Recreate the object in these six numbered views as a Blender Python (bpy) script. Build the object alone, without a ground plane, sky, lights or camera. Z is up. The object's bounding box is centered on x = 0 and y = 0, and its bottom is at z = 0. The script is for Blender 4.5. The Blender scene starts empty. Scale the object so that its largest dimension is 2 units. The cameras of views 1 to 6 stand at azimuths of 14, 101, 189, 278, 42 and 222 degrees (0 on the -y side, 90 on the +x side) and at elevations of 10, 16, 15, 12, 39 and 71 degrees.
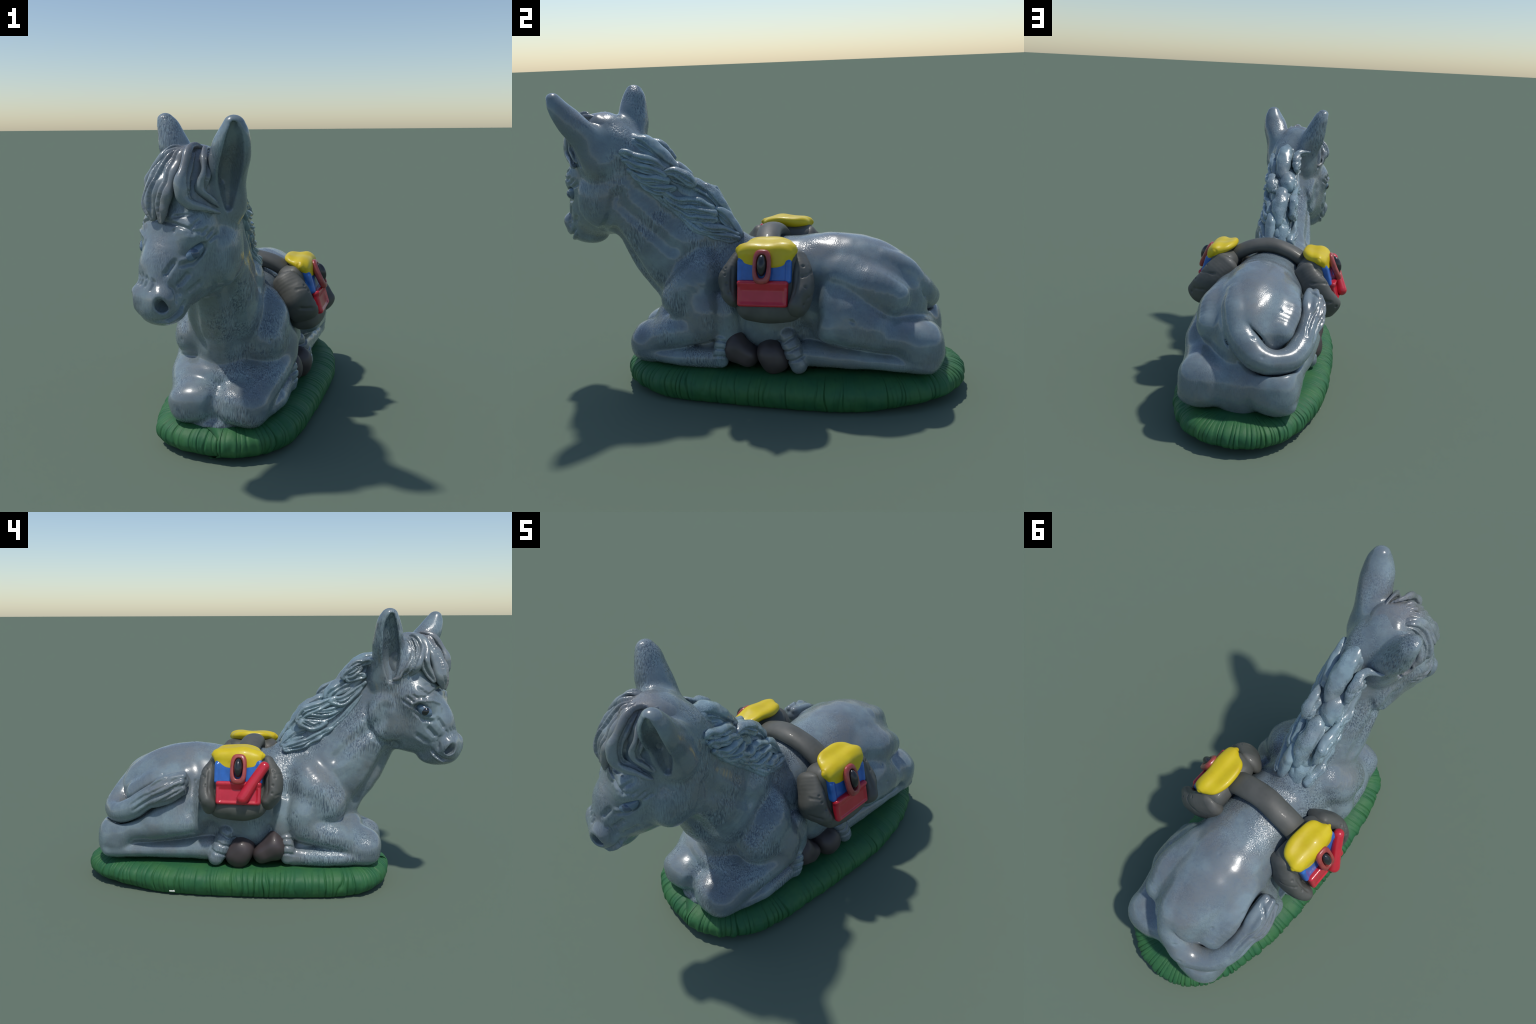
# A glazed clay donkey lying on a grass base, carrying two painted saddlebags.
# The soft bodies are sculpted as signed distance fields (ellipsoids and swept
# tubes joined with rounded fillets), meshed with surface nets, then cut into
# anatomical parts whose borders coincide.
import bpy, math, random
import numpy as np
from mathutils import Vector, Matrix, noise, kdtree

random.seed(7)
RNG = np.random.default_rng(11)

# ----------------------------------------------------------------- sdf tools

def unit(v):
    v = np.asarray(v, float)
    return v / np.linalg.norm(v)


def rot_xyz(rx=0, ry=0, rz=0):
    return np.array(Matrix.Rotation(math.radians(rz), 3, 'Z') @ Matrix.Rotation(math.radians(ry), 3, 'Y') @ Matrix.Rotation(math.radians(rx), 3, 'X'))


def smooth_path(pts, n=5):
    """Catmull-Rom through rows of numbers (position and radii together)."""
    P = np.asarray(pts, float)
    if len(P) < 3:
        return P
    Q = np.vstack([2 * P[0] - P[1], P, 2 * P[-1] - P[-2]])
    out = []
    for i in range(1, len(Q) - 2):
        for j in range(n):
            t = j / n
            a, b, c, d = Q[i - 1], Q[i], Q[i + 1], Q[i + 2]
            out.append(.5 * (2 * b + (c - a) * t + (2 * a - 5 * b + 4 * c - d) * t * t + (3 * b - a - 3 * c + d) * t ** 3))
    out.append(P[-1])
    return np.array(out)


class Prim:
    def __init__(self, fn, lo, hi):
        self.fn, self.lo, self.hi = fn, np.asarray(lo, float), np.asarray(hi, float)


def ell(c, r, R=None, e=2.0):
    """Ellipsoid (e=2) or boxier super-ellipsoid (e>2); R holds the local axes as columns."""
    c, r = np.asarray(c, float), np.asarray(r, float)
    R = np.eye(3) if R is None else np.asarray(R, float)

    def fn(x, y, z):
        dx, dy, dz = x - c[0], y - c[1], z - c[2]
        q = [np.abs(dx * R[0, i] + dy * R[1, i] + dz * R[2, i]) / r[i] + 1e-9 for i in range(3)]
        if e == 2.0:
            k0 = np.sqrt(q[0] ** 2 + q[1] ** 2 + q[2] ** 2)
            k1 = np.sqrt((q[0] / r[0]) ** 2 + (q[1] / r[1]) ** 2 + (q[2] / r[2]) ** 2)
        else:
            s = q[0] ** e + q[1] ** e + q[2] ** e
            k0 = s ** (1 / e)
            f = s ** (1 / e - 1)
            k1 = k0 * f * np.sqrt(sum((q[i] ** (e - 1) / r[i]) ** 2 for i in range(3))) / np.maximum(k0, 1e-6)
            return (k0 - 1) / np.maximum(k1, 1e-6) * k0 ** 0
        return k0 * (k0 - 1) / np.maximum(k1, 1e-6)
    ext = np.abs(R) @ r if e == 2.0 else np.abs(R) @ r
    return Prim(fn, c - ext, c + ext)


def tube(pts, side=None, n=5):
    """Swept tube. Rows of pts: x y z ra [rb]; ra lies along `side`, rb across it."""
    P = np.asarray(pts, float)
    if P.shape[1] == 4:
        P = np.hstack([P, P[:, 3:4]])
    P = smooth_path(P, n)
    side = unit(side) if side is not None else None

    def fn(x, y, z):
        best = None
        for a, b in zip(P[:-1], P[1:]):
            d = b[:3] - a[:3]
            L = np.linalg.norm(d)
            if L < 1e-6:
                continue
            d = d / L
            px, py, pz = x - a[0], y - a[1], z - a[2]
            ax = px * d[0] + py * d[1] + pz * d[2]
            t = np.clip(ax / L, 0, 1)
            ra = a[3] + (b[3] - a[3]) * t
            if side is None:
                rx, ry, rz = px - d[0] * t * L, py - d[1] * t * L, pz - d[2] * t * L
                v = np.sqrt(rx * rx + ry * ry + rz * rz) - ra
            else:
                rb = a[4] + (b[4] - a[4]) * t
                u = unit(side - d * (side @ d))
                w = np.cross(d, u)
                su = px * u[0] + py * u[1] + pz * u[2]
                sw = px * w[0] + py * w[1] + pz * w[2]
                sa = ax - t * L
                rm = np.minimum(ra, rb)
                k0 = np.sqrt((su / ra) ** 2 + (sw / rb) ** 2 + (sa / rm) ** 2)
                k1 = np.sqrt((su / ra ** 2) ** 2 + (sw / rb ** 2) ** 2 + (sa / rm ** 2) ** 2)
                v = np.where(k0 < 1e-4, -rm, k0 * (k0 - 1) / np.maximum(k1, 1e-6))
            best = v if best is None else np.minimum(best, v)
        return best
    m = P[:, 3:5].max(1)[:, None]
    return Prim(fn, (P[:, :3] - m).min(0), (P[:, :3] + m).max(0))


def rbox(c, h, r, R=None):
    """Rounded box: half sizes h (before rounding inward), radius r."""
    c, h = np.asarray(c, float), np.asarray(h, float) - r
    R = np.eye(3) if R is None else np.asarray(R, float)

    def fn(x, y, z):
        dx, dy, dz = x - c[0], y - c[1], z - c[2]
        q = [np.abs(dx * R[0, i] + dy * R[1, i] + dz * R[2, i]) - h[i] for i in range(3)]
        o = np.sqrt(sum(np.maximum(v, 0) ** 2 for v in q))
        return o + np.minimum(np.maximum(np.maximum(q[0], q[1]), q[2]), 0) - r
    ext = np.abs(R) @ (h + r)
    return Prim(fn, c - ext, c + ext)


class Field:
    def __init__(self, lo, hi, h):
        self.lo, self.h = np.asarray(lo, float), h
        self.n = np.ceil((np.asarray(hi) - self.lo) / h).astype(int) + 1
        self.v = np.full(self.n, .5, np.float32)
        self.lab = np.zeros(self.n, np.int8)

    def box(self, lo, hi):
        i0 = np.clip(np.floor((lo - self.lo) / self.h).astype(int), 0, self.n - 1)
        i1 = np.clip(np.ceil((hi - self.lo) / self.h).astype(int) + 1, 1, self.n)
        sl = tuple(slice(a, b) for a, b in zip(i0, i1))
        ax = [(self.lo[i] + self.h * np.arange(i0[i], i1[i])).astype(np.float32) for i in range(3)]
        return sl, ax[0][:, None, None], ax[1][None, :, None], ax[2][None, None, :]

    def add(self, p, k=.02, lab=0):
        m = max(k, 3 * self.h)
        sl, x, y, z = self.box(p.lo - m, p.hi + m)
        if min(s.stop - s.start for s in sl) < 1:
            return
        b = p.fn(x, y, z).astype(np.float32)
        a = self.v[sl]
        self.lab[sl][b < a] = lab
        hh = np.maximum(k - np.abs(a - b), 0) / max(k, 1e-6)
        self.v[sl] = np.minimum(a, b) - hh * hh * k * .25

    def cut(self, p, k=.01):
        m = max(k, 3 * self.h)
        sl, x, y, z = self.box(p.lo - m, p.hi + m)
        b = -p.fn(x, y, z).astype(np.float32)
        a = self.v[sl]
        hh = np.maximum(k - np.abs(a - b), 0) / max(k, 1e-6)
        self.v[sl] = np.maximum(a, b) + hh * hh * k * .25

    def sample(self, V, arr=None):
        g = (V - self.lo) / self.h
        i = np.clip(np.floor(g).astype(int), 0, self.n - 2)
        f = g - i
        r = 0
        for dx in (0, 1):
            for dy in (0, 1):
                for dz in (0, 1):
                    w = (f[:, 0] if dx else 1 - f[:, 0]) * (f[:, 1] if dy else 1 - f[:, 1]) * (f[:, 2] if dz else 1 - f[:, 2])
                    r = r + w * self.v[i[:, 0] + dx, i[:, 1] + dy, i[:, 2] + dz]
        return r

    def mesh(self):
        """Surface nets: one vertex per mixed cell, one quad per crossed edge."""
        v = self.v
        s = v < 0
        cnt = np.zeros(self.n - 1, np.int8)
        for dx in (0, 1):
            for dy in (0, 1):
                for dz in (0, 1):
                    cnt += s[dx:self.n[0] - 1 + dx, dy:self.n[1] - 1 + dy, dz:self.n[2] - 1 + dz]
        cells = np.argwhere((cnt > 0) & (cnt < 8))
        idx = np.full(self.n - 1, -1, np.int32)
        idx[tuple(cells.T)] = np.arange(len(cells))
        acc, num = np.zeros((len(cells), 3)), np.zeros(len(cells))
        corners = [np.array(c) for c in np.ndindex(2, 2, 2)]
        for c in corners:
            for ax in range(3):
                if c[ax]:
                    continue
                d = c.copy()
                d[ax] = 1
                va, vb = v[tuple((cells + c).T)], v[tuple((cells + d).T)]
                cr = (va < 0) != (vb < 0)
                t = np.where(cr, va / np.where(va == vb, 1, va - vb), 0)
                p = np.repeat(c[None].astype(float), len(cells), 0)
                p[:, ax] = t
                acc[cr] += p[cr]
                num[cr] += 1
        V = self.lo + self.h * (cells + acc / num[:, None])
        F = []
        for ax in range(3):
            sa = [slice(None)] * 3
            sb = [slice(None)] * 3
            sa[ax], sb[ax] = slice(0, -1), slice(1, None)
            A, B = s[tuple(sa)], s[tuple(sb)]
            e = np.argwhere(A != B)
            u, w = (ax + 1) % 3, (ax + 2) % 3
            ok = (e[:, u] > 0) & (e[:, w] > 0) & (e[:, u] < self.n[u] - 1) & (e[:, w] < self.n[w] - 1)
            e = e[ok]
            inside = A[tuple(e.T)]
            q = []
            for du, dw in ((0, 0), (-1, 0), (-1, -1), (0, -1)):
                o = e.copy()
                o[:, u] += du
                o[:, w] += dw
                q.append(idx[tuple(o.T)])
            q = np.stack(q, 1)
            q[~inside] = q[~inside][:, ::-1]
            F.append(q)
        F = np.concatenate(F)
        lab = self.lab[tuple(np.clip(np.round((V - self.lo) / self.h).astype(int), 0, self.n - 1).T)]
        return V, F, lab


def vert_normals(V, F):
    n = np.cross(V[F[:, 2]] - V[F[:, 0]], V[F[:, 3]] - V[F[:, 1]])
    N = np.zeros_like(V)
    for i in range(4):
        for c in range(3):
            N[:, c] += np.bincount(F[:, i], n[:, c], len(V))
    return N / np.maximum(np.linalg.norm(N, axis=1), 1e-12)[:, None]


def relax(V, F, it=2, f=.5):
    E = np.vstack([F[:, [0, 1]], F[:, [1, 2]], F[:, [2, 3]], F[:, [3, 0]]])
    for _ in range(it):
        S, c = np.zeros_like(V), np.zeros(len(V))
        c += np.bincount(E[:, 0], minlength=len(V)) + np.bincount(E[:, 1], minlength=len(V))
        for k in range(3):
            S[:, k] = np.bincount(E[:, 0], V[E[:, 1], k], len(V)) + np.bincount(E[:, 1], V[E[:, 0], k], len(V))
        V = V + f * (S / c[:, None] - V)
    return V


def settle(fld, V, F, N, it=2):
    for _ in range(it):
        V = V - N * np.clip(fld.sample(V), -fld.h, fld.h)[:, None] * .8
    return V


def carve(V, N, strokes, snap=True):
    """Press grooves (depth>0) or raise welts (depth<0) along polylines on the surface.
    stroke = (points, width, depth); the ends fade out."""
    D = np.zeros(len(V))
    for pts, w, dep in strokes:
        P = np.asarray(pts, float)
        if len(P) > 1:
            P = smooth_path(P, 6)
        m = np.all((V > P.min(0) - .06) & (V < P.max(0) + .06), axis=1)
        I = np.where(m)[0]
        if not len(I):
            continue
        W = V[I]
        if snap:
            P = np.array([W[np.argmin(((W - p) ** 2).sum(1))] for p in P])
        best, tt = np.full(len(I), 9.), np.zeros(len(I))
        if len(P) == 1:
            best = np.linalg.norm(W - P[0], axis=1)
            tt[:] = .5
        for j in range(len(P) - 1):
            d = P[j + 1] - P[j]
            l2 = max(d @ d, 1e-12)
            t = np.clip(((W - P[j]) @ d) / l2, 0, 1)
            r = np.linalg.norm(W - P[j] - t[:, None] * d, axis=1)
            u = r < best
            best[u], tt[u] = r[u], ((j + t) / (len(P) - 1))[u]
        fade = np.clip(np.minimum(tt, 1 - tt) * 5 + .35, 0, 1)
        g = np.clip(1 - (best / w) ** 2, 0, 1) ** 2 * fade * dep
        D[I] = np.where(np.abs(g) > np.abs(D[I]), g, D[I])
    return V - N * D[:, None]


def lumps(V, N, amp, freq, seed=0.):
    o = Vector((seed, seed * 1.7, -seed))
    d = np.array([noise.noise(Vector(p) * freq + o) for p in V])
    return V + N * (d * amp)[:, None]


# ------------------------------------------------------------- scene objects
ROOT = bpy.data.objects.new("donkey_figurine", None)
ROOT["label"] = "glazed blue-grey donkey lying on grass base with two saddlebags"
ROOT["category"] = "donkey figurine"
bpy.context.scene.collection.objects.link(ROOT)


def new_object(name, V, F, mat, parent=ROOT, N=None, kind=None):
    me = bpy.data.meshes.new(name)
    me.from_pydata([tuple(v) for v in V], [], [tuple(int(i) for i in f) for f in F])
    me.polygons.foreach_set("use_smooth", np.ones(len(me.polygons), bool))
    me.materials.append(mat)
    me.update()
    if N is not None:
        me.normals_split_custom_set_from_vertices([tuple(n) for n in N])
    ob = bpy.data.objects.new(name, me)
    bpy.context.scene.collection.objects.link(ob)
    ob.parent = parent
    if kind:
        ob["kind"] = kind
    return ob


def sculpt(name, mat, adds, cuts=(), h=.004, strokes=(), parent=ROOT, lump=None, it=1, kind=None, warp=None):
    """One small sdf object. adds/cuts: list of (prim, k)."""
    lo = np.min([p.lo for p, _ in adds], 0) - 4 * h
    hi = np.max([p.hi for p, _ in adds], 0) + 4 * h
    f = Field(lo, hi, h)
    for p, k in adds:
        f.add(p, k)
    for p, k in cuts:
        f.cut(p, k)
    V, F, _ = f.mesh()
    V = relax(V, F, it)
    N = vert_normals(V, F)
    if lump:
        V = lumps(V, N, *lump)
    if strokes:
        V = carve(V, N, strokes)
    return new_object(name, V, F, mat, parent, kind=kind)


# ----------------------------------------------------------------- materials

def principled(name, rough=.4, coat=0., spec=.5):
    m = bpy.data.materials.new(name)
    m.use_nodes = True
    b = m.node_tree.nodes["Principled BSDF"]
    b.inputs["Roughness"].default_value = rough
    b.inputs["Coat Weight"].default_value = coat
    b.inputs["Coat Roughness"].default_value = .12
    b.inputs["Specular IOR Level"].default_value = spec
    return m, m.node_tree, b


def nd(t, kind, **kw):
    n = t.nodes.new(kind)
    for k, v in kw.items():
        if k in n.inputs:
            n.inputs[k].default_value = v
        else:
            setattr(n, k, v)
    return n


def coords(t, scale=(1, 1, 1), rot=(0, 0, 0)):
    c = nd(t, "ShaderNodeTexCoord")
    m = nd(t, "ShaderNodeMapping")
    m.inputs["Scale"].default_value = scale
    m.inputs["Rotation"].default_value = rot
    t.links.new(c.outputs["Object"], m.inputs["Vector"])
    return m.outputs["Vector"]


def tex(t, vec, scale, detail=3, rough=.55, dist=0.):
    n = nd(t, "ShaderNodeTexNoise", Scale=scale, Detail=detail, Roughness=rough, Distortion=dist)
    t.links.new(vec, n.inputs["Vector"])
    return n.outputs["Fac"]


def ramp(t, fac, a, b):
    n = nd(t, "ShaderNodeMapRange")
    n.inputs["From Min"].default_value, n.inputs["From Max"].default_value = a, b
    t.links.new(fac, n.inputs["Value"])
    return n.outputs["Result"]


def mul(t, a, b, op="MULTIPLY"):
    n = nd(t, "ShaderNodeMath", operation=op)
    for i, v in enumerate((a, b)):
        if isinstance(v, (int, float)):
            n.inputs[i].default_value = v
        else:
            t.links.new(v, n.inputs[i])
    return n.outputs[0]


def mix(t, fac, a, b):
    n = nd(t, "ShaderNodeMix", data_type='RGBA')
    for sock, v in ((n.inputs[0], fac), (n.inputs[6], a), (n.inputs[7], b)):
        if isinstance(v, tuple):
            sock.default_value = v + (1,)
        elif isinstance(v, (int, float)):
            sock.default_value = v
        else:
            t.links.new(v, sock)
    return n.outputs[2]


def bump(t, b, height, strength=.3, dist=.004):
    n = nd(t, "ShaderNodeBump", Strength=strength, Distance=dist)
    t.links.new(height, n.inputs["Height"])
    t.links.new(n.outputs["Normal"], b.inputs["Normal"])
    t.links.new(n.outputs["Normal"], b.inputs["Coat Normal"])


def coat_material(name, tint=(1, 1, 1), fur=1.0, axis=(115, 115, 20)):
    """Blue-grey glaze: cloudy tone, warm patches, short dark hair marks in tufts."""
    m, t, b = principled(name, .34, .45)
    base = (.166 * tint[0], .206 * tint[1], .227 * tint[2])
    pale = (.22 * tint[0], .284 * tint[1], .308 * tint[2])
    warm = (.192 * tint[0], .207 * tint[1], .213 * tint[2])
    dark = (.035, .062, .105)
    o = coords(t)
    col = mix(t, ramp(t, tex(t, o, 6, 5), .42, .6), base, pale)
    col = mix(t, mul(t, ramp(t, tex(t, coords(t, (1, 1, 1), (.5, .2, 1)), 4.2, 4), .48, .64), .85), col, warm)
    hair = tex(t, coords(t, axis), 1.6, 1.5, .5, .25)
    sep = nd(t, "ShaderNodeSeparateXYZ")
    t.links.new(o, sep.inputs[0])
    fore = mul(t, mul(t, ramp(t, sep.outputs["Y"], .42, .0), .8), .2, "ADD")       # shaggier towards the chest, rubbed smooth on the rump
    fore = mul(t, fore, mul(t, mul(t, ramp(t, sep.outputs["Y"], -.78, -.60), .6), .4, "ADD"))
    tufts = mul(t, ramp(t, tex(t, o, 5.0, 5, .6), .46, .56), fore)
    pl = mul(t, mul(t, ramp(t, hair, .47, .34), tufts), .7 * fur)
    col = mix(t, pl, col, (.27, .35, .40))
    col = mix(t, mul(t, mul(t, ramp(t, hair, .53, .62), tufts), .66 * fur), col, dark)
    fine = tex(t, o, 55, 3)
    col = mix(t, mul(t, ramp(t, fine, .45, .75), .35), col, (.12, .165, .225))
    t.links.new(col, b.inputs["Base Color"])
    r = nd(t, "ShaderNodeMapRange")
    r.inputs["To Min"].default_value, r.inputs["To Max"].default_value = .2, .34
    t.links.new(fine, r.inputs["Value"])
    t.links.new(r.outputs["Result"], b.inputs["Roughness"])
    hgt = mul(t, mul(t, ramp(t, hair, .35, .7), mul(t, tufts, .03, "ADD")), -.8 * fur)
    bump(t, b, hgt, .32, .005)
    return m


def paint_material(name, color, rough=.35, coat=.2, var=.15, dark=None, scale=12):
    m, t, b = principled(name, rough, coat)
    o = coords(t)
    dk = dark or tuple(c * (1 - var * 2) for c in color)
    col = mix(t, mul(t, ramp(t, tex(t, o, scale, 4), .4, .72), .8), color, dk)
    t.links.new(col, b.inputs["Base Color"])
    bump(t, b, tex(t, o, 70, 3), .12, .003)
    return m


GREY = coat_material("blue_grey_glaze")
MANE_MAT = coat_material("mane_glaze", (1.2, 1.3, 1.32), .6, (130, 130, 60))
FORELOCK_MAT = coat_material("forelock_glaze", (1.08, 1.0, .96), .5)
HOOF = paint_material("dark_hoof_paint", (.075, .056, .056), .5, .1, .2, (.042, .034, .034), 7)
FELT = paint_material("dark_grey_bag_paint", (.105, .106, .094), .55, .05, .12, (.072, .075, .066), 16)
YELLOW = paint_material("yellow_paint", (.72, .55, .008), .45, .1, .05, (.66, .47, .005), 20)
BLUE = paint_material("blue_paint", (.035, .165, .56), .3, .3, .2, (.02, .1, .36), 20)
RED = paint_material("red_paint", (.62, .022, .045), .3, .3, .1, (.52, .014, .03), 18)
BUCKLE = paint_material("worn_red_paint", (.42, .07, .06), .35, .3, .2, (.25, .03, .03), 40)
BLACK = paint_material("black_paint", (.022, .024, .028), .3, .4, .2)
EYE_DARK = paint_material("dark_eye_paint", (.012, .014, .02), .1, .8, .1)
EYE_PALE = paint_material("pale_eye_paint", (.13, .2, .28), .25, .5, .2)
EYE_IRIS = paint_material("blue_iris_paint", (.07, .11, .17), .2, .6, .2)
CHIP = paint_material("bare_plaster_chip", (.75, .76, .68), .7, 0, .05)

# ------------------------------------------------------------------- donkey
H = .0046
TORSO, NECK, HEAD, EAR_L, EAR_R, FORE_L, FORE_R, HIND_L, HIND_R, TAIL = range(10)
NAMES = {TORSO: "torso", NECK: "neck", HEAD: "head", EAR_L: "ear", EAR_R: "ear", FORE_L: "forelimb", FORE_R: "forelimb",
         HIND_L: "hindlimb", HIND_R: "hindlimb", TAIL: "tail"}
body = Field((-.42, -1.03, .09), (.42, .95, 1.49), H)

# torso: barrel, croup, withers, brisket
body.add(ell((-.005, .09, .46), (.235, .33, .265)), .02, TORSO)
body.add(ell((-.0, .09, .36), (.262, .20, .20), e=2.3), .05, TORSO)
body.add(ell((-.005, .385, .44), (.25, .445, .305)), .05, TORSO)
body.add(ell((0, -.16, .50), (.165, .24, .235)), .05, TORSO)
body.add(ell((0, -.345, .44), (.13, .15, .16)), .05, TORSO)
body.add(ell((0, .2, .25), (.17, .6, .13)), .03, TORSO)
body.add(ell((0, .755, .24), (.16, .12, .15)), .03, TORSO)
body.add(ell((0, -.41, .315), (.18, .11, .085)), .03, TORSO)

# neck
body.add(tube([(.02, -.625, .82, .055), (.018, -.53, .62, .076), (.012, -.425, .48, .08)]), .04, NECK)
body.add(tube([(.0, -.20, .52, .155, .20), (.010, -.38, .615, .168, .20), (.020, -.485, .755, .16, .174),
               (.026, -.57, .88, .144, .153), (.026, -.615, 1.0, .128, .142), (.02, -.64, 1.12, .115, .125)], side=(1, 0, 0)), .04, NECK)
body.add(tube([(.05, -.60, 1.16, .07), (.052, -.535, 1.09, .075), (.048, -.45, .99, .08), (.035, -.34, .88, .085), (.02, -.2, .765, .085), (.01, -.1, .68, .08)]), .05, NECK)

body.add(ell((.05, -.28, .72), (.115, .1, .12)), .05, NECK)

# shoulders and forelimbs
for s, lab in ((1, FORE_L), (-1, FORE_R)):
    X = lambda x: s * x + .014
    body.add(tube([(X(.132), -.225, .60, .085, .08), (X(.162), -.255, .53, .102, .115), (X(.16), -.325, .452, .10, .112)], side=(1, 0, 0)), .04, lab)
    body.add(ell((X(.19), -.205, .40), (.105, .1, .12)), .04, lab)
    body.add(ell((X(.195), -.10, .36), (.065, .075, .15)), .02, lab)
    body.add(tube([(X(.215), -.205, .335, .07, .075), (X(.175), -.36, .297, .095, .082), (X(.11), -.50, .234, .11, .082)], side=(s, 0, -.25)), .025, lab)
    body.add(ell((X(.108), -.508, .217), (.12, .11, .093), rot_xyz(0, s * 12, 0), 2.5), .03, lab)
    body.add(tube([(X(.115), -.51, .185, .108, .062), (X(.185), -.34, .185, .082, .058), (X(.215), -.16, .185, .05, .055)], side=(1, -.3, 0)), .012, lab)
    body.add(tube([(X(.235), -.125, .28, .038, .036), (X(.243), -.13, .23, .042, .038), (X(.24), -.132, .18, .04, .036)], side=(0, 1, 0)), .01, lab)
body.add(ell((.008, -.475, .205), (.085, .10, .085)), .03, FORE_R)
body.add(ell((.005, -.5, .13), (.12, .10, .06)), .02, FORE_R)
body.add(ell((.008, -.2, .24), (.22, .12, .075)), .02, TORSO)
body.cut(tube([(.004, -.63, .10, .018), (.006, -.615, .19, .016), (.006, -.59, .25, .008)]), .03)

# haunches and hindlimbs
for s, lab in ((1, HIND_L), (-1, HIND_R)):
    X = lambda x: s * x - .0
    body.add(tube([(X(.13), .42, .58, .10, .085), (X(.165), .56, .53, .1, .1), (X(.165), .662, .485, .08, .085)], side=(1, 0, 0)), .03, TORSO)
    body.add(tube([(X(.18), .36, .43, .11, .13), (X(.205) + .005, .46, .40, .114, .13), (X(.215) + .006, .56, .37, .108, .09)], side=(1, 0, 0)), .035, lab)
    body.add(tube([(X(.22), .385, .365, .11, .085), (X(.212), .55, .335, .11, .088), (X(.175), .755, .300, .108, .086)], side=(1, 0, 0)), .03, lab)
    body.add(ell((X(.16), .78, .255), (.134, .12, .124), rot_xyz(8, 0, 0), 2.35), .03, lab)
    body.add(tube([(X(.18), .82, .195, .108, .058), (X(.188), .55, .205, .092, .060), (X(.195), .28, .216, .082, .070)], side=(1, 0, 0)), .012, lab)
    body.add(tube([(X(.225), .185, .305, .05, .05), (X(.245), .21, .245, .052, .052), (X(.262), .24, .18, .046, .045)], side=(0, 1, 0)), .01, lab)

# tail curling over the right haunch
TAIL_PATH = [(.05, .60, .615, .075), (.035, .69, .57, .078), (-.0, .765, .49, .072), (-.08, .808, .42, .068), (-.165, .80, .393, .064),
             (-.235, .745, .402, .062), (-.27, .665, .44, .062), (-.284, .59, .492, .061), (-.284, .51, .535, .065), (-.28, .46, .562, .06), (-.274, .42, .58, .052)]
body.cut(tube([q[:3] + (q[3] - .002,) for q in TAIL_PATH[2:]]), .018)
body.add(tube([q[:3] + (q[3] + (.0035 if k < 4 else -.001),) for k, q in enumerate(TAIL_PATH)]), .006, TAIL)
for a, w in ((-70, .4), (-25, .5), (20, .3), (65, .5), (110, .4), (-115, .3)):      # tuft strands fanning round the tip
    ca, sa = math.cos(math.radians(a)), math.sin(math.radians(a))
    body.add(tube([(-.284 - .03 * ca, .60, .488 + .03 * sa, .018), (-.285 - .054 * ca, .53, .525 + .054 * sa, .025), (-.28 - .054 * ca, .465, .55 + .054 * sa, .026), (-.274 - .042 * ca, .412 - .03 * w, .576 + .044 * sa, .022)]), .007, TAIL)

# head frame: yawed towards the donkey's right
YAW = math.radians(26)
HO = np.array([-.003, -.706, 1.0])
HL = np.array([math.cos(YAW), -math.sin(YAW), 0])
HF = np.array([-math.sin(YAW), -math.cos(YAW), 0])


def hp(l, f, u):
    return HO + HL * l + HF * f + np.array([0, 0, u])


def hpr(l, f, u, *r):
    return tuple(hp(l, f, u)) + r


def pitch(deg, turn=0):
    """Local axes pitched forward-down by deg inside the head frame."""
    a, b = math.radians(deg), math.radians(turn)
    l = HL * math.cos(b) + HF * math.sin(b)
    f0 = HF * math.cos(b) - HL * math.sin(b)
    f = f0 * math.cos(a) - np.array([0, 0, 1]) * math.sin(a)
    return np.stack([l, f, np.cross(l, f)], 1)


HA = lambda *a, **k: body.add(*a, **k)
HA(ell(hp(0, .0, .115), (.16, .172, .212)), .05, HEAD)
HA(ell(hp(0, -.02, -.075), (.165, .155, .185)), .05, HEAD)
HA(ell(hp(0, .075, -.13), (.13, .15, .155)), .05, HEAD)
HA(tube([hpr(0, .06, -.01, .13, .15), hpr(.003, .13, -.13, .126, .125), hpr(.01, .19, -.215, .098, .105), hpr(.016, .213, -.245, .09, .085)], side=HL), .05, HEAD)
HA(ell(hp(.016, .217, -.243), (.092, .083, .08)), .03, HEAD)
HA(ell(hp(.008, .165, -.288), (.066, .08, .05)), .025, HEAD)
HA(ell(hp(.0, .168, -.12), (.095, .088, .10)), .05, HEAD)       # broad bridge of the nose
for s in (1, -1):
    HA(ell(hp(s * .098, .116, .01), (.06, .075, .07)), .07, HEAD)       # brow
    HA(ell(hp(.012 + s * .056, .262, -.225), (.042, .042, .05)), .03, HEAD)   # nostril wing
    HA(ell(hp(s * .125, -.03, -.09), (.05, .1, .12)), .04, HEAD)      # cheek plate

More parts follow.
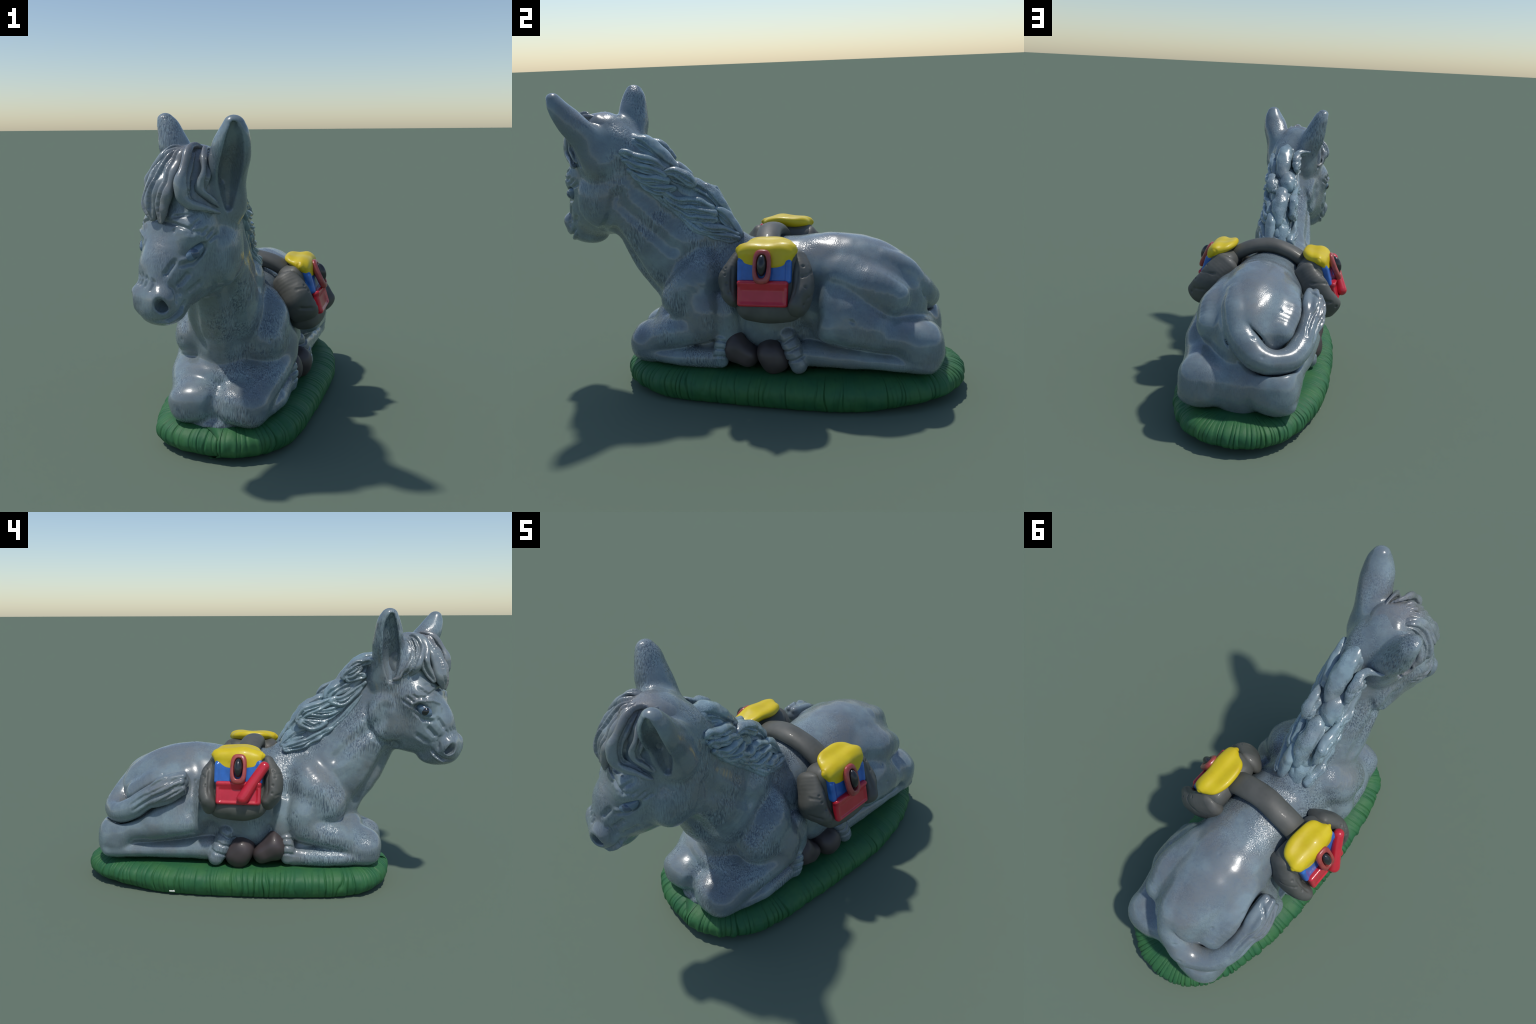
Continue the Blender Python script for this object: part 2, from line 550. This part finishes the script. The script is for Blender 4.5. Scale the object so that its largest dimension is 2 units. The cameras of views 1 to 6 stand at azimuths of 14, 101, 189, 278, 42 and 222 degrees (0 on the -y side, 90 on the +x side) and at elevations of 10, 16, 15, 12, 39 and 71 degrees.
# ears: blunt broad leaves, hollow towards the front and outside
for s, lab in ((1, EAR_L), (-1, EAR_R)):
    d, o, low = (.045, .056, .014) if s > 0 else (-.03, -.008, .0)
    out = HF * .6 + HL * s * .8
    sidev = np.cross(out, (0, 0, 1))
    path = [hpr(s * (.098 + o * .3), -.045 + d * .2, .10, .088 if s > 0 else .08, .078), hpr(s * (.118 + o * .5), -.03 + d * .5, .20, .079, .078), hpr(s * (.16 + o * .8), -.005 + d * .8, .29, .075, .07),
            hpr(s * (.186 + o), .01 + d, .37 - low, .059, .052), hpr(s * (.198 + o), .018 + d, .41 - low, .042, .035)]
    path = [tuple(np.array(q[:3]) - out * .01) + (q[3] + .004, q[4] + .004) for q in path]
    body.add(tube(path, side=sidev, n=10), .035, lab)
    hol = []
    for (x, y, z, a, b), (f, w) in zip(path, ((.074, .01), (.08, .036), (.073, .036), (.057, .024), (.044, .006))):
        q = np.array([x, y, z]) + out * f
        hol.append(tuple(q) + (w, w * 1.6))
    body.cut(tube(hol, side=sidev, n=10), .012)
    inner = -np.sign(sidev @ (HL * s)) * sidev
    body.cut(tube([tuple(np.array(q[:3]) + out * f + inner * w) + (r, r) for q, f, w, r in zip(path[1:], (.030, .026, .020, .018), (.018, .02, .014, .006), (.012, .017, .013, .007))], n=8), .012)


def march(p, d, n=220, step=.002):
    """First point along d from p that lies on the sculpted body."""
    Q = np.asarray(p)[None] + np.asarray(d)[None] * (np.arange(n) * step)[:, None]
    Q = Q[np.all((Q > body.lo + body.h) & (Q < body.lo + body.h * (body.n - 2)), axis=1)]
    k = np.where(body.sample(Q) < 0)[0]
    return Q[k[0]] if len(k) else Q[-1]


def on_side(y, z, s):
    return march((s * .41, y, z), (-s, 0, 0), 200)


def on_head(f, u, s):
    return march(hp(s * .26, f, u), -HL * s)


def on_face(l, u):
    return march(hp(l, .46, u), -HF, 240)


# folds: crease behind the shoulder, flank, neck tendons, throat
for s in (1, -1):
    side = lambda pts, r: tube([tuple(on_side(y, z, s) + np.array([s * .008, 0, 0])) + (r, r) for y, z in pts])
    body.cut(ell((s * .26, -.08, .60), (.06, .038, .09)), .03)
    body.cut(side([(.31, .56), (.305, .46), (.30, .38), (.27, .33)], .018), .04)
    body.cut(side([(-.60, .955), (-.583, .894), (-.52, .84), (-.443, .776), (-.365, .705)], .018), .04)
    body.cut(side([(-.66, .76), (-.60, .66), (-.545, .56), (-.49, .47)], .02), .04)

# eye sockets and nostrils
EYE = {}
for s in (1, -1):
    e = on_head(.146, -.054, s) if s > 0 else on_head(.155, -.045, s)
    EYE[s] = e
    body.cut(ell(e, (.022, .044, .021 if s > 0 else .026), pitch(34, s * 12)), .01)
    q = hp(.012 + s * .075, .28, -.228)
    body.cut(tube([tuple(q + HF * .02 + HL * s * .006 + np.array([0, 0, .01])) + (.014, .014), tuple(q - HF * .012 - HL * s * .006 + np.array([0, 0, -.014])) + (.017, .017), tuple(q - HF * .04 - HL * s * .012 + np.array([0, 0, -.006])) + (.012, .012)]), .012)

body.v += .0045      # fillets swell the form a little; take it back
V, F, LAB = body.mesh()
V = relax(V, F, 2)
N = vert_normals(V, F)
V = settle(body, V, F, N, 1)
N = vert_normals(V, F)
V = lumps(V, N, .0035, 14, 3.1)
N = vert_normals(V, F)
STROKES = []
for s in (1, -1):
    h = lambda pts: [on_head(f, u, s) for f, u in pts]
    upper = h([(.10, -.012), (.145, .003), (.185, .003), (.212, -.019), (.218, -.05)])
    STROKES += [
        (upper[:4] if s > 0 else upper, .011, -.0005 if s > 0 else -.005), (h([(.112, -.034), (.15, -.068), (.20, -.082)]), .012, -0.0075),
        (h([(.10, .012), (.145, .02), (.185, .019)]), .010, 0.0045),
        (h([(.11, -.05), (.15, -.088), (.20, -.1)]), .012, 0.0075),
        (h([(.054, .005), (.102, -.022)]), .011, 0.0075), (h([(.082, .022), (.118, -.005)]), .010, 0.0075), (h([(.11, .03), (.14, .012)]), .010, 0.0075),
        (h([(.127, .067), (.163, .042), (.178, .028)]), .012, 0.0090), (h([(.185, .06), (.206, .039), (.212, .02)]), .012, 0.0090), (h([(.15, .08), (.18, .07)]), .011, 0.0075),
        (h([(.215, -.084), (.245, -.136)]), .016, 0.0120), (h([(.172, -.127), (.214, -.178)]), .018, 0.0135), (h([(.121, -.165), (.17, -.205)]), .02, 0.0105),
        (h([(.183, -.237), (.214, -.273), (.25, -.292), (.275, -.296)]), .013, .012), (h([(.19, -.262), (.215, -.29), (.245, -.305)]), .016, -0.0090),
        (h([(-.138, -.033), (-.129, -.102), (-.105, -.158), (-.059, -.205), (.0, -.235)]), .026, .012),
        (h([(.235, -.165), (.222, -.2), (.225, -.24)]), .012, 0.0075), (h([(.21, -.17), (.2, -.21)]), .012, 0.0060),
        ([on_face(s * .07, .015), on_face(s * .085, .045)], .012, .006),
    ]
STROKES += [([on_face(l - .014, u), on_face(l - .004, u - .018), on_face(l - .012, u - .04)], .009, .006) for l, u in ((-.05, -.142), (-.028, -.136), (-.006, -.134), (.018, -.138), (.05, -.15))]
for s in (1, -1):
    for z in (.292, .255, .218):
        STROKES.append(([march((s * .41, y, z - .01 * abs(y + .13) / .03), (-s, 0, 0)) for y in (-.165, -.13, -.095)],   .010, .007))
    for y, z in ((.18, .295), (.197, .255), (.215, .212)):
        STROKES.append(([march((s * .41, y + a, z + a * .35), (-s, 0, 0)) for a in (-.05, 0, .05)], .011, .007))
# tail tuft strands
for o in (-.045, -.02, .005, .03):
    pts = []
    for (x, y, z, r) in TAIL_PATH[6:]:
        pts.append(march((x - .2, y + o * .5, z + .02 + o * 1.1 * min(1, r / .06)), (1, 0, 0)))
    STROKES.append((pts, .012, .010))
# rump over tail root, small dents of the modelling tool
for k in range(26):
    a = V[RNG.integers(len(V))]
    STROKES.append(([a, a + RNG.normal(0, .012, 3)], .012, .0035))
V = carve(V, N, STROKES)
N = vert_normals(V, F)

# face labels: majority of corners, then cut into parts
fl = LAB[F]
lab_face = np.sort(fl, 1)[:, 1]
PART = {}
for L, nm in NAMES.items():
    f = F[lab_face == L]
    used, inv = np.unique(f, return_inverse=True)
    PART[L] = new_object(nm, V[used], inv.reshape(f.shape), GREY, N=N[used])
print("body verts", len(V))

# eyes: pale almond with a darker iris towards the front
for s, m in ((1, EYE_IRIS), (-1, EYE_DARK)):
    sculpt("iris", m, [(ell(EYE[s] - HL * s * (.0145 if s > 0 else .0175) + HF * .008 - np.array([0, 0, .004]), (.019, .022, .022), pitch(32, s * 12)), .01)], h=.002, parent=PART[HEAD])
    m = EYE_PALE
    sculpt("eye", m, [(ell(EYE[s] - HL * s * (.021 if s > 0 else .024), (.024, .044, .026), pitch(34, s * 12)), .01)], h=.0025, parent=PART[HEAD])

# hooves
for s in (1, -1):
    sculpt("hoof", HOOF, [(ell((s * .215, -.028, .222), (.08, .085, .055), rot_xyz(-36, 0, 0), 2.6), .01), (ell((s * .215, -.07, .25), (.07, .045, .08), rot_xyz(-12, 0, 0)), .04)], h=.004, lump=(.004, 14, 1.), parent=PART[FORE_L if s > 0 else FORE_R])
    sculpt("hoof", HOOF, [(ell((s * .23, .115, .21), (.085, .068, .085), rot_xyz(30, 0, 0), 2.4), .01)], h=.004, lump=(.004, 14, 2.), parent=PART[HIND_L if s > 0 else HIND_R])

# ----------------------------------------------------------------- saddlebags
STRAP = [(.22, .095, .66), (.175, .09, .70), (.1, .085, .737), (.015, .08, .752), (-.08, .085, .737), (-.16, .09, .70), (-.21, .095, .66)]
sculpt("strap", FELT, [(tube([p + (.058, .038) for p in STRAP], side=(0, 1, 0)), .01)], h=.004, lump=(.003, 9, 4.))

for s in (1, -1):
    tilt = math.radians(16.5)
    n = np.array([s * math.cos(tilt), 0, math.sin(tilt)])
    v = np.array([-s * math.sin(tilt), 0, math.cos(tilt)])     # up along the face
    w = np.array([0, 1., 0])
    B = np.array([s * .326, .10, .60])
    R = np.stack([w, v, n], 1)
    P = lambda a, b, c: B + w * a + v * b + n * c
    Pr = lambda a, b, c, *r: tuple(P(a, b, c)) + r
    bag = sculpt("saddlebag", FELT, [(rbox(P(.015, -.01, -.07), (.145, .16, .07), .055, R), .01),
                                     (ell(P(.03, -.12, -.06), (.13, .065, .07), R), .04)], h=.0045, lump=(.006, 10, 5. + s))
    pits = lambda a, zs: [([P(a + RNG.normal(0, .015), z, .03)], .011, .006) for z in zs]
    sculpt("side_pocket", FELT, [(tube([Pr(-.128, .10, -.095, .036, .065), Pr(-.158, .03, -.07, .047, .079), Pr(-.162, -.04, -.055, .047, .079), Pr(-.136, -.09, -.05, .038, .07)], side=w), .01)],
           strokes=pits(-.17, (.08, .03, -.01, -.05)) + [([P(-.2, .05, -.04), P(-.17, .04, .01)], .012, .006), ([P(-.2, -.04, -.05), P(-.18, -.06, .01)], .012, .006), ([P(-.13, .07, .03), P(-.12, -.05, .04)], .012, .005)], parent=bag, lump=(.011, 11, 2. + s))
    sculpt("side_pocket", FELT, [(tube([Pr(.14, .10, -.095, .036, .065), Pr(.166, .03, -.068, .047, .077), Pr(.17, -.05, -.035, .048, .077), Pr(.155, -.112, .0, .04, .065)], side=w), .01)],
           strokes=pits(.19, (.09, .03, -.02, -.1)) + [([P(.21, .05, -.06), P(.19, .03, .02)], .012, .006), ([P(.22, -.05, -.04), P(.2, -.07, .02)], .012, .006), ([P(.15, .07, .03), P(.14, -.06, .05)], .012, .005)], parent=bag, lump=(.011, 11, 7. + s))
    # yellow cover drapes over the top edge
    Rc = np.stack([w, unit(v + n * -1.0), unit(n + v * 1.0)], 1)
    sculpt("yellow_cover", YELLOW, [(ell(P(.015, .15, -.042), (.112, .066, .03), Rc, 2.3), .01), (ell(P(.012, .138, -.008), (.136, .034, .026), R, 2.2), .04), (ell(P(.012, .104, .009), (.118, .046, .021), R, 2.6), .03)],
           parent=bag, h=.0035, lump=(.010, 11, 9. + s))
    sculpt("blue_panel", BLUE, [(rbox(P(.008, .055, .004), (.118, .06, .018), .012, R), .01), (rbox(P(-.1, .045, .012), (.012, .05, .016), .01, R), .01), (rbox(P(.115, .045, .012), (.012, .05, .016), .01, R), .01)], parent=bag, h=.003)
    sculpt("red_flap", RED, [(rbox(P(.003, -.055, .02), (.113, .056, .017), .013, R), .01), (rbox(P(.003, -.008, .026), (.113, .012, .018), .012, R), .008)],
           [(rbox(P(.003, -.064, .047), (.098, .036, .017), .012, R), .008)], parent=bag, h=.003)
    sculpt("buckle", BUCKLE, [(ell(P(.003, .064, .046), (.041, .076, .018), np.stack([w, unit(v - n * .14), unit(n + v * .14)], 1), 3.2), .01)],
           [(ell(P(.003, .066, .05), (.022, .052, .08), R, 2.6), .008)], parent=bag, h=.0028)
    sculpt("toggle", BLACK, [(ell(P(.003, .07, .052), (.021, .047, .03), R), .01)], parent=bag, h=.0028)
    if s < 0:
        sculpt("roll", RED, [(tube([(-.330, -.022, .685, .026), (-.361, .03, .61, .027), (-.395, .078, .537, .029)]), .01)], parent=bag, h=.003)

# --------------------------------------------------------------- mane, forelock
def lock(name, pts, side, parent, mat, grooves=2, h=.0034, lump=(.003, 24, 1.), gw=.009, gd=.007):
    """A tapered hair lock (x y z half-width half-thickness) with grooves along it."""
    P = smooth_path(np.asarray(pts, float), 4)
    st = []
    sd = unit(side)
    for g in range(grooves):
        k = (g + 1) / (grooves + 1) * 2 - 1 + RNG.normal(0, .06)
        for f in (1, -1):
            line = []
            for i in range(1, len(P)):
                d = unit(P[i, :3] - P[i - 1, :3])
                u = unit(sd - d * (sd @ d))
                w = np.cross(d, u)
                wob = .12 * math.sin(i * .7 + g * 2)
                line.append(P[i, :3] + u * P[i, 3] * (k + wob) * .9 + w * f * P[i, 4])
            st.append((line, gw, gd))
    return sculpt(name, mat, [(tube(pts, side=side, n=10), .01)], h=h, parent=parent, strokes=st, lump=lump, it=2)


def crest_x(y):
    return float(np.interp(y, (-.6, -.45, -.3, -.1), (.044, .040, .016, .002)))


mane = sculpt("mane", MANE_MAT, [(tube([(crest_x(y), y, z, a, b) for y, z, a, b in ((-.55, 1.165, .055, .05), (-.46, 1.075, .066, .058), (-.33, .95, .064, .058), (-.21, .85, .06, .055), (-.1, .75, .05, .035))], side=(1, 0, 0)), .01)], lump=(.012, 17, 5.))
INWARD = np.array([-.70, -.715])
HAIR = {  # strands front to back: y, z, radius; first number is the distance from the crest line
    -1: [(0.07, [(-.535, 1.20, 0.014), (-.49, 1.195, 0.026), (-.43, 1.17, 0.029), (-.395, 1.115, 0.022)]),
         (.075, [(-.475, 1.155, .016), (-.445, 1.155, .028), (-.41, 1.14, .033), (-.385, 1.11, .02)]),
         (.085, [(-.50, 1.12, .014), (-.455, 1.12, .024), (-.41, 1.105, .02)]),
         (0.03, [(-.505, 1.105, 0.013), (-.44, 1.095, 0.033), (-.36, 1.065, 0.055), (-.31, 1.035, 0.052), (-.33, .995, 0.022)]),
         (.09, [(-.50, 1.08, .012), (-.43, 1.035, .028), (-.37, 1.0, .034), (-.33, .995, .025)]),
         (0.07, [(-.35, 1.0, 0.014), (-.27, .975, 0.029), (-.19, .945, 0.031), (-.155, .885, 0.020)]),
         (.07, [(-.42, .99, .012), (-.34, .945, .024), (-.26, .935, .028), (-.19, .95, .022)]),
         (.08, [(-.38, .945, .012), (-.30, .905, .024), (-.22, .91, .028), (-.165, .90, .02)]),
         (.085, [(-.30, .88, .014), (-.23, .865, .03), (-.175, .885, .03)]),
         (0.02, [(-.28, .855, 0.013), (-.20, .83, 0.040), (-.12, .80, 0.052), (-.08, .755, 0.039)]),
         (.08, [(-.34, .85, .01), (-.24, .80, .022), (-.15, .765, .03), (-.09, .745, .025)])],
    1: [(.0, [(-.60, 1.205, .02), (-.53, 1.21, .042), (-.45, 1.18, .056), (-.375, 1.10, .044), (-.345, 1.05, .02)]),
        (.05, [(-.575, 1.165, .018), (-.51, 1.14, .028), (-.44, 1.12, .033), (-.39, 1.085, .025)]),
        (.06, [(-.565, 1.125, .016), (-.50, 1.095, .026), (-.44, 1.08, .03), (-.385, 1.05, .025)]),
        (.065, [(-.54, 1.075, .016), (-.48, 1.045, .028), (-.42, 1.035, .03), (-.375, 1.02, .02)]),
        (.07, [(-.50, 1.03, .014), (-.45, 1.0, .026), (-.39, .985, .028), (-.345, .99, .018)]),
        (0.06, [(-.40, 1.055, 0.015), (-.33, 1.068, 0.027), (-.265, 1.03, 0.030), (-.25, 1.0, 0.019)]),
        (.04, [(-.37, 1.04, .02), (-.31, 1.03, .03), (-.265, 1.0, .025)]),
        (.0, [(-.33, .99, .02), (-.25, .98, .046), (-.18, .935, .052), (-.135, .87, .042), (-.12, .82, .02)]),
        (.055, [(-.40, .975, .014), (-.33, .935, .026), (-.25, .925, .03), (-.175, .89, .026)]),
        (.065, [(-.38, .935, .014), (-.31, .895, .024), (-.24, .885, .028), (-.165, .86, .022)]),
        (.07, [(-.34, .89, .012), (-.28, .855, .022), (-.22, .845, .026), (-.155, .835, .02)]),
        (0.045, [(-.2, .87, 0.015), (-.135, .855, 0.035), (-.085, .80, 0.039), (-.055, .745, 0.022)]),
        (.045, [(-.25, .83, .012), (-.19, .80, .025), (-.12, .79, .03), (-.065, .76, .022)]),
        (.055, [(-.22, .785, .012), (-.16, .765, .022), (-.10, .75, .024), (-.055, .735, .015)])]}
for s in (1, -1):
    for off, line in HAIR[s]:
        pts = []
        for y, z, r in line:
            top = max(w[2] for w in line) > .035
            y, z = np.array((y, z)) + INWARD * r * ((.78 if y < -.3 else .66) if top else .8)
            q = on_side(y, z, s)[0]
            x = crest_x(y) + s * min(off * .95, .062 if s < 0 else .085)
            if not top and abs(q) < .2 and s * (q - x) > 0:
                x = x + (q - x) * .8
            pts.append((x + s * (0 if top else .012), y, z, r * (1.06 if top else .92), r * (.95 if top else .9)))
        lock("lock", pts, (0, .6, .6), mane, MANE_MAT, 3 if max(r for _, _, r in line) > .035 else 2, gw=.010, gd=.014, lump=(.010, 20, off * 30))
# thin rope of hair along the lower edge
for s, line in ((1, [(-.585, 1.13), (-.51, 1.02), (-.42, .93), (-.335, .855), (-.25, .785), (-.165, .745)]), (-1, [(-.49, 1.01), (-.435, .94), (-.385, .885), (-.30, .81), (-.21, .75), (-.11, .735)])):
    lock("lock", [tuple(on_side(y, z, s)) + ((.006, .006) if k in (0, 5) else (.016, .012)) for k, (y, z) in enumerate(line)], (0, .7, .7), mane, MANE_MAT, 1, gw=.006, gd=.004)

forelock = sculpt("forelock", FORELOCK_MAT, [(ell(hp(.008, .012, .178), (.132, .142, .15)), .01)], lump=(.008, 16, 3.), h=.004)
FL = [
    [(.01, -.06, .262, .014, .010), (0, .08, .312, .030, .014), (-.02, .145, .262, .040, .022), (-.04, .188, .19, .052, .032), (-.045, .21, .12, .044, .034), (-.015, .222, .068, .016, .014)],
    [(.02, -.05, .262, .014, .010), (.025, .09, .310, .024, .014), (.03, .15, .255, .028, .020), (.016, .196, .18, .030, .026), (.028, .216, .11, .030, .026), (.02, .222, .058, .012, .012)],
    [(-.03, -.06, .262, .014, .010), (-.055, .07, .308, .028, .014), (-.082, .122, .26, .032, .020), (-.104, .15, .19, .030, .024), (-.105, .172, .14, .020, .018), (-.085, .195, .10, .01, .01)],
    [(.04, -.06, .262, .014, .010), (.058, .07, .308, .034, .014), (.075, .135, .25, .042, .024), (.085, .168, .175, .046, .030), (.112, .15, .122, .038, .028), (.162, .07, .088, .010, .01)],
    [(.05, -.08, .256, .014, .010), (.09, .03, .298, .034, .014), (.12, .085, .235, .038, .024), (.135, .10, .168, .036, .026), (.155, .055, .11, .014, .014)],
    [(-.04, -.07, .262, .014, .010), (-.068, .05, .302, .032, .014), (-.10, .10, .25, .040, .024), (-.132, .112, .185, .038, .028), (-.152, .07, .135, .030, .022), (-.168, .005, .105, .010, .01)],
]
for L in FL:
    lock("lock", [tuple(hp(q[0] * .96 + .004 + (.011 * math.sin(2.3 * k + 40 * L[1][0]) if k > 1 else 0), q[1] - .013 * min(1, max(0, q[1] / .15)), q[2] - .004)) + (q[3], q[4] * .85) for k, q in enumerate(L)], HL if abs(L[-1][0]) < .06 else unit(HL * .3 + HF + np.array([0, 0, .5])), forelock, FORELOCK_MAT, 2 if L[3][3] > .035 else 1, gw=.012, gd=.013, lump=(.009, 17, L[0][0] * 90))

# ---------------------------------------------------------------- grass base
RIM = [(-.0, -.66), (.12, -.652), (.23, -.59), (.31, -.475), (.35, -.34), (.375, -.1), (.392, .15), (.40, .38), (.372, .60), (.315, .772), (.225, .915), (.10, .988),
       (-.03, 1.0), (-.155, .965), (-.25, .875), (-.322, .71), (-.368, .5), (-.38, .25), (-.37, .0), (-.35, -.22), (-.318, -.40), (-.27, -.54), (-.15, -.63)]
loop = smooth_path(np.array(RIM + RIM[:3]), 50)[25:]
loop = loop[:50 * len(RIM)]
seg = np.linalg.norm(np.roll(loop, -1, 0) - loop, axis=1)
arc = np.concatenate([[0], np.cumsum(seg)])
na = 2000
u = np.linspace(0, arc[-1], na, endpoint=False)
ring = np.stack([np.interp(u, arc, np.append(loop[:, k], loop[0, k])) for k in (0, 1)], 1)
tan = np.roll(ring, -1, 0) - np.roll(ring, 1, 0)
nor = np.stack([tan[:, 1], -tan[:, 0]], 1)
nor /= np.linalg.norm(nor, axis=1)[:, None]
# profile: (inset from the rim, height), bottom to top; both ends are undercut
PROF = smooth_path(np.array([(.040, 0.), (.026, .007), (.009, .03), (.0, .062), (.006, .095), (.030, .118), (.07, .133), (.13, .137)]), 5)
UNDER = 1 + 2.2 * np.clip((ring[:, 1] - .55) / .4, 0, 1) + 1.3 * np.clip((-.40 - ring[:, 1]) / .25, 0, 1)
ang = u / arc[-1] * 2 * math.pi
around = lambda f, o=0., z=0.: np.array([noise.noise(Vector((math.cos(a) * f + o, math.sin(a) * f, z))) for a in ang])
NB = 150                                     # grass blades round the rim
cell0 = np.cumsum(1 + .95 * around(13, 3.)) 
cell0 *= NB / cell0[-1]
tall = RNG.uniform(-1, 1, NB + 2)
sharp = RNG.uniform(.1, 1, NB + 2) ** 1.3
Vb, Fb = [], []
for j, (ins, z) in enumerate(PROF):
    k = math.sin(math.pi * j / (len(PROF) - 1)) ** .5 if 0 < j < len(PROF) - 1 else 0
    c = (cell0 + .75 * around(12, 7., z * 8)) % NB
    i0 = np.floor(c).astype(int)
    fr = c - i0
    near = np.minimum(fr, 1 - fr)
    edge = np.where(fr < .5, sharp[i0], sharp[(i0 + 1) % NB])
    groove = np.exp(-(near / .13) ** 2) * edge
    round_ = np.sin(fr * math.pi) ** .5
    off = (.004 * tall[i0] * round_ + .005 * around(22, 1., z * 14) - .010 * groove + .001) * k
    under = ins * (UNDER if z < .06 else 1)
    p = ring + nor * (off - under - .004)[:, None]
    zz = np.full(na, z) + (.004 * around(9, 2.) - .003 * groove) * (k if z > .05 else 0)
    Vb.append(np.column_stack([p, zz]))
Vb = np.concatenate(Vb)
for j in range(len(PROF) - 1):
    a = np.arange(na)
    b = (a + 1) % na
    Fb.append(np.stack([j * na + a, j * na + b, (j + 1) * na + b, (j + 1) * na + a], 1))
Fb = [tuple(f) for f in np.concatenate(Fb)]
Fb.append(tuple(range((len(PROF) - 1) * na, len(PROF) * na)))
Fb.append(tuple(range(na - 1, -1, -1)))
m, t, b = principled("grass_green_paint", .62, .0)
o = coords(t)
col = mix(t, ramp(t, tex(t, o, 9, 4), .38, .66), (.02, .125, .045), (.036, .152, .045))
col = mix(t, mul(t, ramp(t, tex(t, coords(t, (30, 30, 6)), 1.5, 3), .6, .75), .5), col, (.012, .07, .03))
t.links.new(col, b.inputs["Base Color"])
bump(t, b, tex(t, coords(t, (45, 45, 8)), 1.5, 3), .3, .004)
new_object("grass_base", Vb, Fb, m)
sculpt("plaster_chip", CHIP, [(rbox((-.352, .455, .022), (.008, .016, .006), .004), .002)], h=.0018)
